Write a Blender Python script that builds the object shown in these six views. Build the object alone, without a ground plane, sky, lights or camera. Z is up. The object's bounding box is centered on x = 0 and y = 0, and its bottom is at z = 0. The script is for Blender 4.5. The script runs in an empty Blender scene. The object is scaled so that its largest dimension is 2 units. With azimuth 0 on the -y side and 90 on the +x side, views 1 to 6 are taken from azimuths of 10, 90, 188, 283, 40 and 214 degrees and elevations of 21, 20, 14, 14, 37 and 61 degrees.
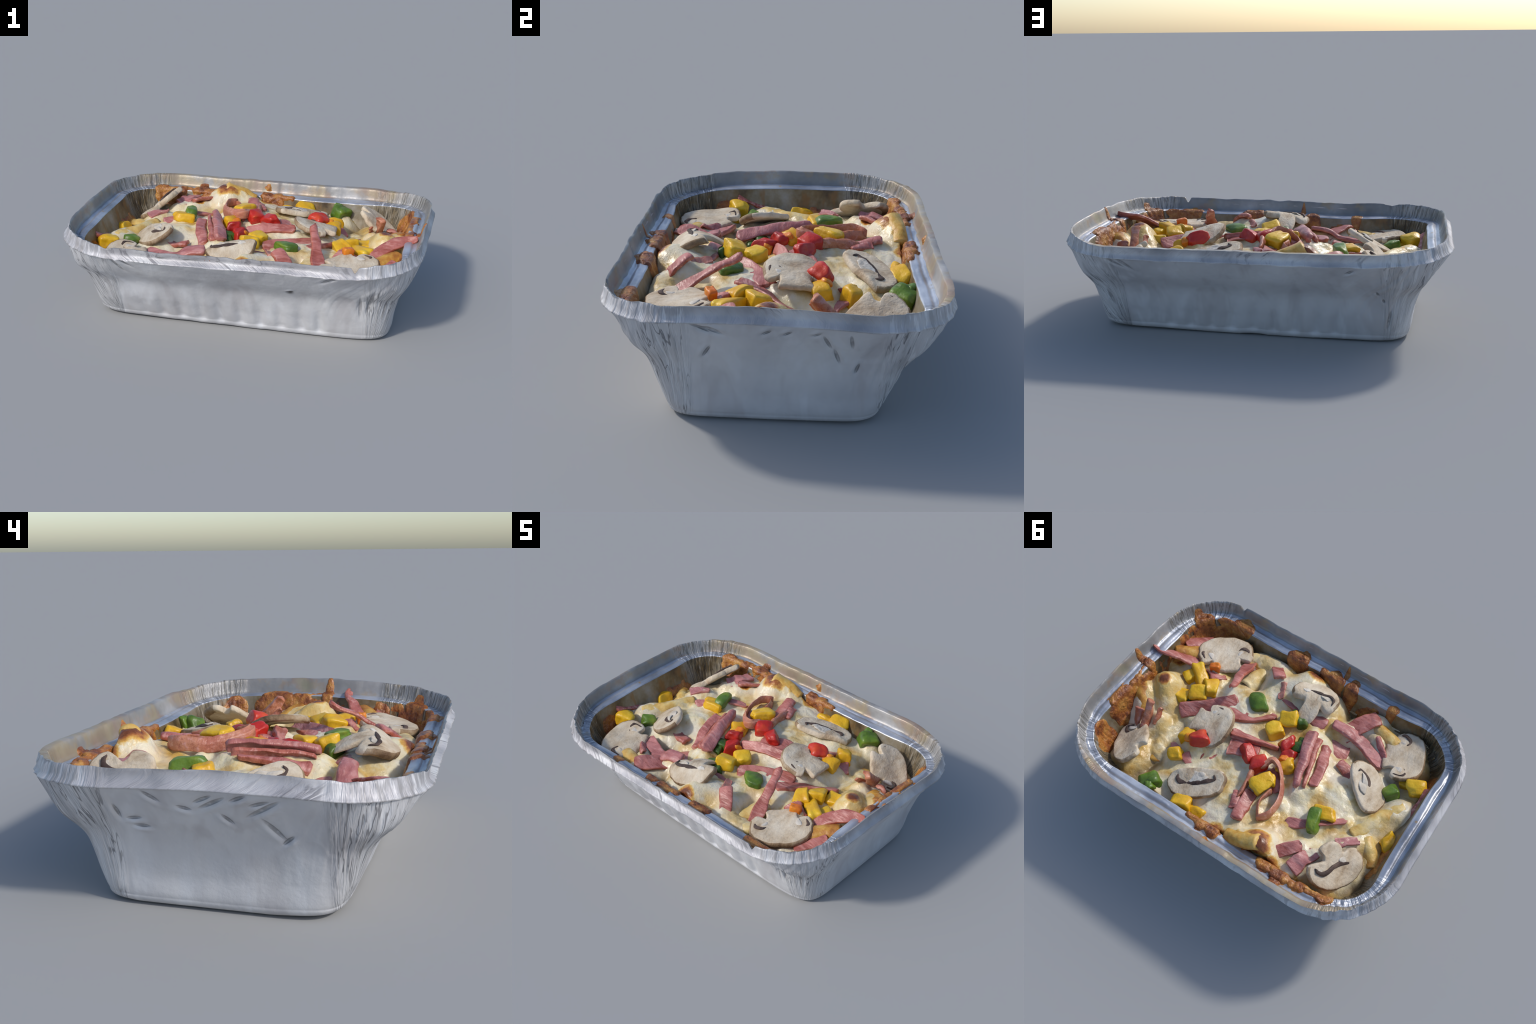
# Baked pasta with ham, peppers, mushrooms and cheese in a foil tray.
import bpy, bmesh, math
import numpy as np
from mathutils import Vector, Matrix

rng = np.random.default_rng(7)

# ------------------------------------------------------------------ helpers
def lattice(ix, iy, iz, seed):
    h = (ix * 374761393 + iy * 668265263 + iz * 2147483647 + seed * 974634721) & 0xFFFFFFFF
    h = ((h ^ (h >> 13)) * 1274126177) & 0xFFFFFFFF
    h = (h ^ (h >> 16)) & 0xFFFF
    return h / 32767.5 - 1.0

def noise3(P, freq, seed=0, octaves=1):
    """smooth value noise in [-1,1] for an (n,3) array"""
    P = np.asarray(P, float)
    out = np.zeros(P.shape[:-1]); amp = 1.0; tot = 0.0
    for o in range(octaves):
        Q = P * freq + 17.3 * (o + 1)
        i = np.floor(Q).astype(np.int64); f = Q - i
        f = f * f * f * (f * (f * 6 - 15) + 10)
        v = 0
        for dx in (0, 1):
            for dy in (0, 1):
                for dz in (0, 1):
                    w = (f[..., 0] if dx else 1 - f[..., 0]) * (f[..., 1] if dy else 1 - f[..., 1]) * (f[..., 2] if dz else 1 - f[..., 2])
                    v = v + w * lattice(i[..., 0] + dx, i[..., 1] + dy, i[..., 2] + dz, seed + o)
        out += amp * v; tot += amp; amp *= .5; freq *= 2
    return out / tot

def noise1(t, seed=0, octaves=1):
    t = np.asarray(t, float)
    return noise3(np.stack([t, 0 * t + .37, 0 * t + .71], -1), 1.0, seed, octaves)

def smooth(a, b, x):
    t = np.clip((x - a) / (b - a), 0, 1)
    return t * t * (3 - 2 * t)

ROOT = bpy.data.objects.new("baked_pasta_dish", None)
bpy.context.scene.collection.objects.link(ROOT)
ROOT["label"] = "cheesy pasta bake with ham, peppers and mushrooms in foil tray"
ROOT["category"] = "baked dish"

def add(name, mesh, parent=ROOT, mats=()):
    ob = bpy.data.objects.new(name, mesh)
    bpy.context.scene.collection.objects.link(ob)
    ob.parent = parent
    for m in mats:
        if m.name not in [x.name for x in mesh.materials if x]:
            mesh.materials.append(m)
    return ob

def make_mesh(name, verts, faces, flat=False, mat_index=None):
    me = bpy.data.meshes.new(name)
    me.from_pydata([tuple(map(float, v)) for v in verts], [], [tuple(map(int, f)) for f in faces])
    me.update()
    me.polygons.foreach_set("use_smooth", [not flat] * len(me.polygons))
    if mat_index is not None:
        me.polygons.foreach_set("material_index", [int(i) for i in mat_index])
    return me

def grid_faces(nr, nc, wrap=True):
    r = np.arange(nr - 1)[:, None]; c = np.arange(nc if wrap else nc - 1)[None]
    c2 = (c + 1) % nc
    return np.stack([r * nc + c, r * nc + c2, (r + 1) * nc + c2, (r + 1) * nc + c], -1).reshape(-1, 4)

def catmull(pts, n, closed=False):
    P = np.asarray(pts, float); m = len(P)
    if closed:
        idx = lambda i: P[i % m]; segs = m
    else:
        ext = np.vstack([2 * P[0] - P[1], P, 2 * P[-1] - P[-2]])
        idx = lambda i: ext[i + 1]; segs = m - 1
    out = []
    for t in (np.arange(n) / n * segs if closed else np.linspace(0, segs - 1e-9, n)):
        i = int(t); f = t - i
        a, b, c, d = idx(i - 1), idx(i), idx(i + 1), idx(i + 2)
        out.append(.5 * (2 * b + (c - a) * f + (2 * a - 5 * b + 4 * c - d) * f * f + (3 * b - 3 * c + d - a) * f ** 3))
    return np.array(out)

def unit(v):
    v = np.asarray(v, float)
    return v / (np.linalg.norm(v) + 1e-12)

# ---------------------------------------------------------------- materials
class Mat:
    """small wrapper to write node graphs in a few lines"""
    def __init__(self, name):
        self.m = bpy.data.materials.new(name); self.m.use_nodes = True
        self.t = self.m.node_tree; self.t.nodes.clear()
        self.out = self.n("ShaderNodeOutputMaterial")
        self.b = self.n("ShaderNodeBsdfPrincipled")
        self.t.links.new(self.b.outputs[0], self.out.inputs[0])
        self.co = self.n("ShaderNodeTexCoord").outputs["Object"]
    def n(self, kind, **kw):
        nd = self.t.nodes.new(kind)
        for k, v in kw.items(): setattr(nd, k, v)
        return nd
    def put(self, sock, v):
        if hasattr(v, "links") or isinstance(v, bpy.types.NodeSocket): self.t.links.new(v, sock)
        elif isinstance(v, (tuple, list)):
            sock.default_value = (*v, 1.0) if sock.type == "RGBA" and len(v) == 3 else v
        else: sock.default_value = v
    def math(self, op, a, b=0.0, c=0.0, clamp=False):
        nd = self.n("ShaderNodeMath", operation=op, use_clamp=clamp)
        for s, v in zip(nd.inputs, (a, b, c)): self.put(s, v)
        return nd.outputs[0]
    def mix(self, f, a, b, mode="MIX"):
        nd = self.n("ShaderNodeMix", data_type="RGBA", blend_type=mode)
        self.put(nd.inputs[0], f); self.put(nd.inputs[6], a); self.put(nd.inputs[7], b)
        return nd.outputs[2]
    def noise(self, scale, detail=3.0, rough=.55, vec=None, out=0, dist=0.0):
        nd = self.n("ShaderNodeTexNoise")
        self.put(nd.inputs["Vector"], vec or self.co)
        nd.inputs["Scale"].default_value = scale; nd.inputs["Detail"].default_value = detail
        nd.inputs["Roughness"].default_value = rough; nd.inputs["Distortion"].default_value = dist
        return nd.outputs[out]
    def voronoi(self, scale, vec=None, feature="F1"):
        nd = self.n("ShaderNodeTexVoronoi", feature=feature)
        self.put(nd.inputs["Vector"], vec or self.co); nd.inputs["Scale"].default_value = scale
        return nd.outputs["Distance"]
    def stretch(self, scale, vec=None, loc=(0, 0, 0), rot=(0, 0, 0)):
        nd = self.n("ShaderNodeMapping"); self.put(nd.inputs[0], vec or self.co)
        nd.inputs["Scale"].default_value = scale; nd.inputs["Location"].default_value = loc; nd.inputs["Rotation"].default_value = rot
        return nd.outputs[0]
    def ramp(self, f, stops):
        nd = self.n("ShaderNodeValToRGB"); self.put(nd.inputs[0], f)
        e = nd.color_ramp.elements
        while len(e) < len(stops): e.new(.5)
        for el, (p, c) in zip(e, stops): el.position = p; el.color = (*c, 1) if len(c) == 3 else c
        return nd.outputs[0]
    def step(self, f, a, b, lo=0.0, hi=1.0):
        nd = self.n("ShaderNodeMapRange", interpolation_type="SMOOTHSTEP"); self.put(nd.inputs[0], f)
        for i, v in zip((1, 2, 3, 4), (a, b, lo, hi)): nd.inputs[i].default_value = v
        return nd.outputs[0]
    def xyz(self, vec=None):
        nd = self.n("ShaderNodeSeparateXYZ"); self.put(nd.inputs[0], vec or self.co)
        return nd.outputs
    def vec(self, x, y, z):
        nd = self.n("ShaderNodeCombineXYZ")
        for s, v in zip(nd.inputs, (x, y, z)): self.put(s, v)
        return nd.outputs[0]
    def offset_by_random(self):
        oi = self.n("ShaderNodeObjectInfo").outputs["Random"]
        ad = self.n("ShaderNodeVectorMath", operation="ADD"); self.put(ad.inputs[0], self.co)
        self.put(ad.inputs[1], self.vec(self.math("MULTIPLY", oi, 37.0), self.math("MULTIPLY", oi, 91.0), 0.0))
        self.co = ad.outputs[0]; return oi
    def near(self, pts, wobble=None):
        """soft mask around points (x, y, z, radius)"""
        acc = None
        for (x, y, z, r) in pts:
            d = self.n("ShaderNodeVectorMath", operation="DISTANCE"); self.put(d.inputs[0], self.co); d.inputs[1].default_value = (x, y, z)
            dist = d.outputs["Value"]
            s = self.step(dist, r * .15, r, 1.0, 0.0)
            acc = s if acc is None else self.math("MAXIMUM", acc, s)
        return acc
    def finish(self, color, rough=.5, metal=0.0, bump=None, bump_d=.01, spec=.5, coat=0.0, sss=0.0):
        self.put(self.b.inputs["Base Color"], color); self.put(self.b.inputs["Roughness"], rough)
        self.put(self.b.inputs["Metallic"], metal); self.b.inputs["Specular IOR Level"].default_value = spec
        if coat: self.b.inputs["Coat Weight"].default_value = coat; self.b.inputs["Coat Roughness"].default_value = .25
        if sss:
            self.b.inputs["Subsurface Weight"].default_value = sss; self.b.inputs["Subsurface Radius"].default_value = (.02, .012, .006)
            self.b.inputs["Subsurface Scale"].default_value = 1.0
        if bump is not None:
            bn = self.n("ShaderNodeBump"); bn.inputs["Distance"].default_value = bump_d; bn.inputs["Strength"].default_value = 1.0
            self.put(bn.inputs["Height"], bump); self.t.links.new(bn.outputs[0], self.b.inputs["Normal"])
        return self.m

def corner_coords(m):
    """angle around, and distance from, the nearest tray-corner centre, plus a corner mask"""
    s = m.xyz()
    ax = m.math("SUBTRACT", m.math("ABSOLUTE", s[0]), .66); ay = m.math("SUBTRACT", m.math("ABSOLUTE", s[1]), .36)
    ang = m.math("ARCTAN2", ay, ax)
    sgn = m.math("ADD", m.math("MULTIPLY", m.math("SIGN", s[0]), 3.1), m.math("MULTIPLY", m.math("SIGN", s[1]), 7.7))
    mask = m.math("MULTIPLY", m.step(ang, -.12, .1), m.step(ang, 1.45, 1.7, 1.0, 0.0))
    mask = m.math("MULTIPLY", mask, m.step(ax, -.12, -.0))
    rad = m.math("SQRT", m.math("ADD", m.math("MULTIPLY", ax, ax), m.math("MULTIPLY", ay, ay)))
    return s, ang, sgn, mask, rad

# creases pressed into the outer wall: (side axis, sign, end, end) in the plane of that side
CREASES_X = [(-1, (.06, .425), (.01, .450)), (-1, (.045, .405), (-.03, .445)), (-1, (-.11, .385), (-.20, .440)), (-1, (-.12, .425), (-.17, .440)), (-1, (-.06, .440), (-.10, .458)), (-1, (.22, .455), (.18, .425)),
             (-1, (.30, .343), (.262, .348)), (-1, (.282, .316), (.24, .314)), (-1, (.117, .404), (.085, .395)), (-1, (-.024, .378), (-.05, .353)), (-1, (-.153, .37), (-.214, .297)), (-1, (-.208, .282), (-.236, .307)), (-1, (.338, .39), (.328, .35)),
             (1, (-.335, .465), (-.232, .430)), (1, (-.285, .46), (-.245, .44)), (1, (-.315, .455), (-.28, .437)), (1, (-.08, .44), (-.058, .455)), (1, (-.005, .44), (.014, .452)), (1, (.10, .440), (.118, .448)), (1, (.137, .43), (.162, .376)), (1, (.179, .357), (.199, .296)), (1, (-.30, .315), (-.278, .356)), (1, (.231, .44), (.241, .38)), (1, (.262, .25), (.271, .288))]
CREASES_Y = [(1, (.65, .455), (.57, .38)), (1, (.69, .445), (.62, .398)), (1, (-.695, .178), (-.679, .08)), (1, (-.487, .41), (-.515, .424)), (1, (.76, .223), (.733, .144)), (1, (-.629, .284), (-.634, .274)), (1, (-.658, .24), (-.662, .232)),
             (-1, (-.635, .437), (-.585, .353)), (-1, (-.585, .437), (-.54, .398)), (-1, (.45, .40), (.498, .43)), (-1, (.47, .425), (.515, .434)), (-1, (.638, .288), (.637, .16)), (-1, (.706, .337), (.669, .185)), (-1, (.266, .290), (.292, .297))]
def creases(m, s):
    acc = None
    for axis, lst in ((0, CREASES_X), (1, CREASES_Y)):
        for sg, a, b in lst:
            a, b = np.array(a), np.array(b); c = (a + b) / 2; L = np.linalg.norm(b - a) / 2 + .006; d = unit(b - a); wd = .0045 + .05 * L
            p, q = (s[1], s[2]) if axis == 0 else (s[0], s[2])
            du, dv = m.math("SUBTRACT", p, float(c[0])), m.math("SUBTRACT", q, float(c[1]))
            al = m.math("ADD", m.math("MULTIPLY", du, float(d[0] / L)), m.math("MULTIPLY", dv, float(d[1] / L)))
            ac = m.math("ADD", m.math("MULTIPLY", du, float(-d[1] / wd)), m.math("MULTIPLY", dv, float(d[0] / wd)))
            r = m.math("ADD", m.math("MULTIPLY", al, al), m.math("MULTIPLY", ac, ac))
            k = m.math("MULTIPLY", m.step(r, .0, 1.5, 1, 0), m.math("GREATER_THAN", m.math("MULTIPLY", s[axis], float(sg)), .72 if axis == 0 else .40))
            acc = k if acc is None else m.math("MAXIMUM", acc, k)
    return acc

def foil_outer():
    m = Mat("outer_foil")
    s, ang, sgn, mask, rad = corner_coords(m)
    v = m.vec(ang, m.math("MULTIPLY", s[2], .35), sgn)
    pleat = m.noise(16.0, 3, .6, v)
    crack = m.noise(9.0, 2.5, .55, m.vec(ang, m.math("MULTIPLY", s[2], .45), m.math("ADD", sgn, 3.0)), dist=.5)
    cloud = m.noise(2.6, 4, .55, m.stretch((1, 1, .8))); streak = m.noise(7.0, 3, .55, m.stretch((1, 1, .16)), dist=.4)
    col = m.ramp(cloud, [(.3, (.42, .42, .44)), (.5, (.53, .53, .55)), (.7, (.60, .60, .61))])
    col = m.mix(m.step(streak, .5, .68, 0, .55), col, (.41, .39, .40))
    col = m.mix(m.step(streak, .34, .46, .5, 0), col, (.64, .65, .68))
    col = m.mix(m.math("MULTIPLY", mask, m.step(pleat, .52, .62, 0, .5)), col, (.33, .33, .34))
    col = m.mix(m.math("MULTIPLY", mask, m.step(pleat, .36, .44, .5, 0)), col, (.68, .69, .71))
    thin = m.math("ABSOLUTE", m.math("SUBTRACT", crack, .5)); patch = m.noise(5.0, 2, .5, m.stretch((1, 1, .6), loc=(3, 1, 7)))
    line = m.math("MULTIPLY", m.step(thin, .008, .028, 1, 0), m.math("MULTIPLY", mask, m.step(patch, .42, .52)))
    col = m.mix(m.math("MULTIPLY", line, .72), col, (.11, .11, .12))
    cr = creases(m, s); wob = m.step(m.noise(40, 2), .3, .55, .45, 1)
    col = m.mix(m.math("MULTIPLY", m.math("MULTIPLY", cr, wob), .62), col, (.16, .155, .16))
    col = m.mix(m.math("MULTIPLY", m.near([(.279, -.565, .293, .03)]), .95), col, (.03, .02, .015))
    hgt = m.math("ADD", m.math("MULTIPLY", pleat, mask), m.math("ADD", m.math("MULTIPLY", m.noise(26, 4), .25), m.math("MULTIPLY", cr, -.5)))
    return m.finish(col, rough=.6, metal=.1, bump=hgt, bump_d=.010, spec=.35)

def foil_band():
    m = Mat("folded_foil_band")
    s, ang, sgn, mask, rad = corner_coords(m)
    pleat = m.noise(15.0, 3, .6, m.vec(ang, m.math("MULTIPLY", s[2], .5), sgn))
    slant = m.math("ADD", m.math("ADD", s[0], s[1]), m.math("MULTIPLY", s[2], .7))
    twist = m.noise(34.0, 3, .6, m.vec(slant, m.math("MULTIPLY", s[2], .4), 0.0), dist=.8); where = m.noise(3.0, 2)
    col = m.ramp(m.noise(5, 3), [(.3, (.30, .30, .32)), (.5, (.44, .43, .45)), (.7, (.58, .58, .59))])
    inv = m.math("SUBTRACT", 1.0, mask)
    col = m.mix(m.math("MULTIPLY", m.math("MULTIPLY", m.step(twist, .52, .66), m.step(where, .45, .6)), m.math("MULTIPLY", inv, .75)), col, (.17, .165, .18))  # slanted fold shading painted onto the band
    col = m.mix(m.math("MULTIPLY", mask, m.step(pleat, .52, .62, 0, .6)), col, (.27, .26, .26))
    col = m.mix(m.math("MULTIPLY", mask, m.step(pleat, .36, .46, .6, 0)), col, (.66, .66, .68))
    h = m.math("ADD", m.math("MULTIPLY", pleat, mask), m.math("MULTIPLY", m.math("MULTIPLY", twist, inv), .5))
    return m.finish(col, rough=.5, metal=.2, bump=h, bump_d=.010)

def foil_inside(name, kind):
    m = Mat(name)
    s, ang, sgn, mask, rad = corner_coords(m)
    v = m.vec(ang, m.math("MULTIPLY", rad, .25), m.math("ADD", sgn, m.math("MULTIPLY", s[2], .5)))
    pleat = m.noise(26.0, 3, .65, v, dist=.3); cloud = m.noise(4.0, 4, .55)
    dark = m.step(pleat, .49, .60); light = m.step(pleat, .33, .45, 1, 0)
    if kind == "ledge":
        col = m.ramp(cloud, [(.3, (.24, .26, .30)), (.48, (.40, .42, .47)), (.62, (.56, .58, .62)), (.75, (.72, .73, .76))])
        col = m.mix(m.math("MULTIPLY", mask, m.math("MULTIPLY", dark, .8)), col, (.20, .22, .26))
        col = m.mix(m.math("MULTIPLY", mask, m.math("MULTIPLY", light, .95)), col, (.92, .94, .97))  # near-white streaks: corner sparkles painted as colour
        stain = m.step(m.noise(6, 4, .65, m.stretch((1, 1, 1), loc=(5, 2, 1))), .60, .70)
        col = m.mix(m.math("MULTIPLY", stain, .55), col, (.34, .25, .12))
        dot = m.near([(-.893, -.003, .461, .012)]); col = m.mix(dot, col, (.50, .33, .15))
        metal, rough, bd = .55, .34, .007
    elif kind == "lip":
        col = m.ramp(cloud, [(.3, (.17, .165, .165)), (.5, (.27, .265, .26)), (.70, (.42, .41, .41))])  # albedo lowered to give the lip its shadowed look
        col = m.mix(m.math("MULTIPLY", mask, m.math("MULTIPLY", dark, .8)), col, (.13, .12, .10))
        col = m.mix(m.math("MULTIPLY", mask, m.math("MULTIPLY", light, .6)), col, (.50, .47, .42))
        hue = m.ramp(m.noise(3.5, 2), [(.35, (.33, .19, .12)), (.5, (.37, .28, .13)), (.62, (.34, .22, .15)), (.75, (.29, .29, .13))])
        long_side = m.math("MULTIPLY", m.step(s[1], .52, .60), m.step(m.noise(5, 4, .6), .40, .58))
        ends = m.math("MULTIPLY", m.step(m.math("ABSOLUTE", s[0]), .85, .92), m.step(m.noise(7, 4, .6), .52, .64))
        front = m.math("MULTIPLY", m.step(s[1], -.60, -.52, 1, 0), m.step(m.noise(6, 4, .6), .54, .66))
        film = m.math("MAXIMUM", m.math("MULTIPLY", long_side, .6), m.math("MULTIPLY", m.math("MAXIMUM", ends, front), .5))
        col = m.mix(film, col, hue)
        metal, rough, bd = .25, .42, .007
    else:
        col = m.ramp(m.noise(6, 4, .6), [(.30, (.06, .036, .015)), (.45, (.17, .12, .055)), (.58, (.24, .205, .145)), (.75, (.33, .32, .30))])
        col = m.mix(m.math("MULTIPLY", mask, m.math("MULTIPLY", dark, .85)), col, (.055, .048, .035))  # dark streaks tinted in for the food reflected in the foil
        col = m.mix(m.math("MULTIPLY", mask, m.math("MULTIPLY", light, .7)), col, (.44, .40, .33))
        drip = m.step(m.noise(9, 3, .6, m.stretch((1, 1, .3), loc=(1, 4, 2))), .56, .66)
        col = m.mix(m.math("MULTIPLY", drip, .7), col, (.22, .11, .03))
        metal, rough, bd = .15, .45, .010
    bump = m.math("ADD", m.math("MULTIPLY", pleat, mask), m.math("MULTIPLY", m.noise(40, 4), .2))
    return m.finish(col, rough=rough, metal=metal, bump=bump, bump_d=bd)

TOAST = [(-.26, .535, .49, .15), (-.02, .59, .44, .14), (-.14, .57, .46, .10), (-.36, .60, .42, .12), (-.55, .60, .42, .12), (.74, -.06, .46, .07), (.86, -.08, .43, .10), (.86, .05, .42, .11),
         (.78, -.27, .42, .12), (.02, -.57, .43, .12), (-.70, .0, .42, .06), (.60, .02, .42, .05), (.17, -.58, .42, .10), (-.42, .43, .44, .06), (.38, -.42, .38, .08), (.30, -.36, .41, .04), (-.28, .46, .42, .05)]
GOLD = [(.70, .02, .40, .20), (.80, -.24, .40, .16), (.60, .25, .36, .14), (.33, -.46, .36, .17), (.15, -.52, .41, .12), (-.70, .02, .38, .15), (-.62, .20, .38, .12), (-.75, .2, .34, .14), (-.25, .53, .48, .14), (-.05, .56, .44, .16), (-.45, .53, .40, .16), (-.66, .48, .34, .14), (.70, .42, .32, .16), (.45, .52, .36, .12), (.22, .56, .38, .1), (-.8, -.2, .34, .12), (-.45, -.47, .33, .14), (.40, .10, .39, .08), (-.05, .36, .43, .07), (.5, -.33, .39, .1)]
def cheese_mat(name, extra=0.0):
    m = Mat(name)
    n = m.noise(5.5, 4, .6); big = m.noise(2.6, 2)
    col = m.ramp(n, [(.34, (.79, .73, .56)), (.45, (.75, .65, .41)), (.52, (.68, .51, .22)), (.62, (.56, .34, .08))])
    col = m.mix(m.step(big, .46, .60, 0, .82), col, (.78, .735, .60))
    gold = m.math("MULTIPLY", m.near(GOLD), m.step(m.noise(8, 3, .6), .34, .56))
    col = m.mix(m.math("MULTIPLY", gold, .85), col, (.60, .40, .11))
    speck = m.math("MULTIPLY", m.step(m.voronoi(60), .06, .14, 1, 0), m.step(m.noise(6, 1), .52, .6))
    col = m.mix(m.math("MULTIPLY", speck, .5), col, (.86, .84, .76))
    near = m.near(TOAST)
    t = m.math("ADD", m.math("MULTIPLY", near, 1.0), m.math("MULTIPLY", m.math("SUBTRACT", m.noise(16, 4, .65), .5), 1.1 if extra == 0 else 1.6))
    t = m.math("ADD", t, extra, clamp=True)
    toast = m.ramp(t, [(.35, (.76, .62, .30)), (.55, (.66, .38, .08)), (.78, (.36, .12, .025)), (.95, (.16, .045, .012))])
    col = m.mix(m.step(t, .3, .55), col, toast)
    # dark brown tint on the lowest cheese, by height
    s = m.xyz()
    low_dark = m.step(m.math("ADD", s[2], m.math("MULTIPLY", m.math("SUBTRACT", m.noise(10, 3), .5), .06)), .285, .345, 1, 0)
    col = m.mix(m.math("MULTIPLY", low_dark, .85), col, m.ramp(n, [(.35, (.16, .085, .02)), (.6, (.33, .22, .07)), (.8, (.07, .035, .012))]))
    return m.finish(col, rough=.36, bump=m.math("ADD", m.noise(22, 4, .6), m.math("MULTIPLY", speck, .3)), bump_d=.008, coat=.15, sss=.15)

def burnt_mat():
    m = Mat("burnt_cheese_crust")
    n = m.noise(13, 5, .65)
    col = m.ramp(n, [(.30, (.08, .022, .007)), (.42, (.21, .06, .014)), (.52, (.36, .13, .026)), (.62, (.46, .21, .045)), (.76, (.56, .34, .11))])
    return m.finish(col, rough=.38, bump=m.noise(40, 4), bump_d=.012, coat=.1)

def pasta_mat(name="pasta_dough", stops=((.32, (.74, .62, .36)), (.46, (.70, .50, .17)), (.58, (.60, .34, .07)), (.70, (.36, .13, .02)))):
    m = Mat(name); m.offset_by_random()
    n = m.noise(7, 4, .6)
    col = m.ramp(n, list(stops))
    return m.finish(col, rough=.45, bump=m.noise(25, 3), bump_d=.006, sss=.1)

def ham_mat(name, a, b, edge, dark=0.0):
    m = Mat(name); r = m.offset_by_random()
    n = m.noise(9, 4, .6); streak = m.noise(8, 3, .6, m.stretch((1, 5, 5)))
    col = m.ramp(n, [(.38, a), (.60, b)])
    col = m.mix(m.step(streak, .52, .66, 0, .6), col, (.62, .32, .28))
    col = m.mix(m.step(streak, .34, .46, .65, 0), col, edge)
    col = m.mix(m.math("MULTIPLY", m.step(r, .6, 1.0), .35), col, (.47, .23, .25))
    spot = m.step(m.noise(28, 2), .68, .74)
    col = m.mix(m.math("MULTIPLY", spot, .5), col, (.66, .40, .34))
    return m.finish(col, rough=.42, bump=m.math("ADD", n, m.math("MULTIPLY", streak, .7)), bump_d=.007, sss=.08)

def pepper_mat(name, a, b, c):
    m = Mat(name); m.offset_by_random()
    col = m.ramp(m.noise(9, 3, .55), [(.3, a), (.55, b), (.78, c)])
    return m.finish(col, rough=.42, bump=m.noise(18, 3), bump_d=.008, coat=.06, sss=.06)

def mush_mat(name, stops, rough=.75):
    m = Mat(name); m.offset_by_random()
    fib = m.noise(14, 4, .65, m.stretch((1.6, .8, 1), rot=(0, 0, .7))); blot = m.noise(8, 4)
    col = m.ramp(m.math("ADD", m.math("MULTIPLY", fib, .5), m.math("MULTIPLY", blot, .5)), stops)
    return m.finish(col, rough=rough, bump=m.math("ADD", fib, m.math("MULTIPLY", m.noise(70, 3), .3)), bump_d=.008)

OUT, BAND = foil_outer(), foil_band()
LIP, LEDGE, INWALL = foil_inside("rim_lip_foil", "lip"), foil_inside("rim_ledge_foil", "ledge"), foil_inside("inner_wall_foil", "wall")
CHEESE, CRUST, PASTA = cheese_mat("melted_cheese"), burnt_mat(), pasta_mat()
TOASTED = pasta_mat("toasted_pasta", [(.32, (.68, .48, .17)), (.46, (.60, .35, .07)), (.56, (.46, .20, .03)), (.68, (.26, .08, .015))])
HAM = ham_mat("ham_meat", (.34, .095, .075), (.52, .195, .165), (.26, .055, .035))
HAME = ham_mat("ham_edge", (.36, .09, .06), (.46, .15, .10), (.24, .05, .03))
RIND = ham_mat("ham_rind", (.42, .13, .07), (.52, .22, .12), (.30, .08, .04))
HAMD = ham_mat("baked_ham", (.30, .075, .06), (.40, .12, .09), (.20, .04, .03))
YEL = pepper_mat("yellow_pepper", (.62, .31, .007), (.75, .44, .011), (.77, .54, .04))
RED = pepper_mat("red_pepper", (.34, .012, .007), (.50, .022, .012), (.58, .08, .012))
ORA = pepper_mat("orange_pepper", (.66, .10, .008), (.70, .22, .010), (.74, .34, .012))
GRE = pepper_mat("green_pepper", (.05, .10, .009), (.11, .20, .016), (.26, .31, .03))
DGR = pepper_mat("dark_green_pepper", (.02, .055, .006), (.05, .11, .010), (.12, .15, .012))
FLESH = mush_mat("mushroom_flesh", [(.34, (.34, .24, .15)), (.44, (.53, .42, .29)), (.54, (.63, .53, .395)), (.68, (.71, .63, .50))])
SKIN = mush_mat("mushroom_skin", [(.36, (.12, .065, .03)), (.5, (.30, .20, .11)), (.64, (.50, .40, .28))])
GILL = mush_mat("mushroom_gill_brown", [(.34, (.035, .020, .015)), (.5, (.075, .046, .036)), (.66, (.18, .12, .09))])
VEIL = mush_mat("mushroom_white", [(.36, (.48, .41, .32)), (.62, (.69, .64, .56))])

# --------------------------------------------------------------------- tray
# Levels from floor to shoulder: half length, half width and squareness of a rounded rectangle.
HALF_X = [.7652, .8119, .8236, .852, .898]
HALF_Y = [.4063, .4361, .472, .512, .598]
SQUARE = [9, 9.5, 10, 10, 8.5]
NPHI = 1500
PHI = np.linspace(0, 2 * math.pi, NPHI, endpoint=False)

# The rim: four nearly straight sides (each a line through two points), rounded at the corners
SIDES_TOP = [((.61, -0.6987), (-.66, -0.6382)), ((-0.9731, -.25), (-0.9652, .35)), ((-.64, .712), (.65, .648)), ((0.9851, .28), (0.9271, -.35))]
SIDE_BULGE = [.010, .025, .006, .015]                       # the folded band stands out below the edge
CORNER_RADIUS = [0.3839, 0.3876, 0.3677, 0.3454]                        # after each side, going round
RIM_HEIGHTS = [(-142, 0.497), (-134, 0.495), (-120, 0.487), (-90, 0.499), (-60, 0.496), (-50, 0.501), (-36, 0.514), (-20, 0.537), (-4, 0.546), (12, 0.538), (24, 0.524), (34, 0.509), (45, 0.501), (60, 0.500), (90, 0.503), (122, 0.505), (138, 0.514), (152, 0.520), (165, 0.527), (180, 0.532), (195, 0.524), (206, 0.506)]

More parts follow.
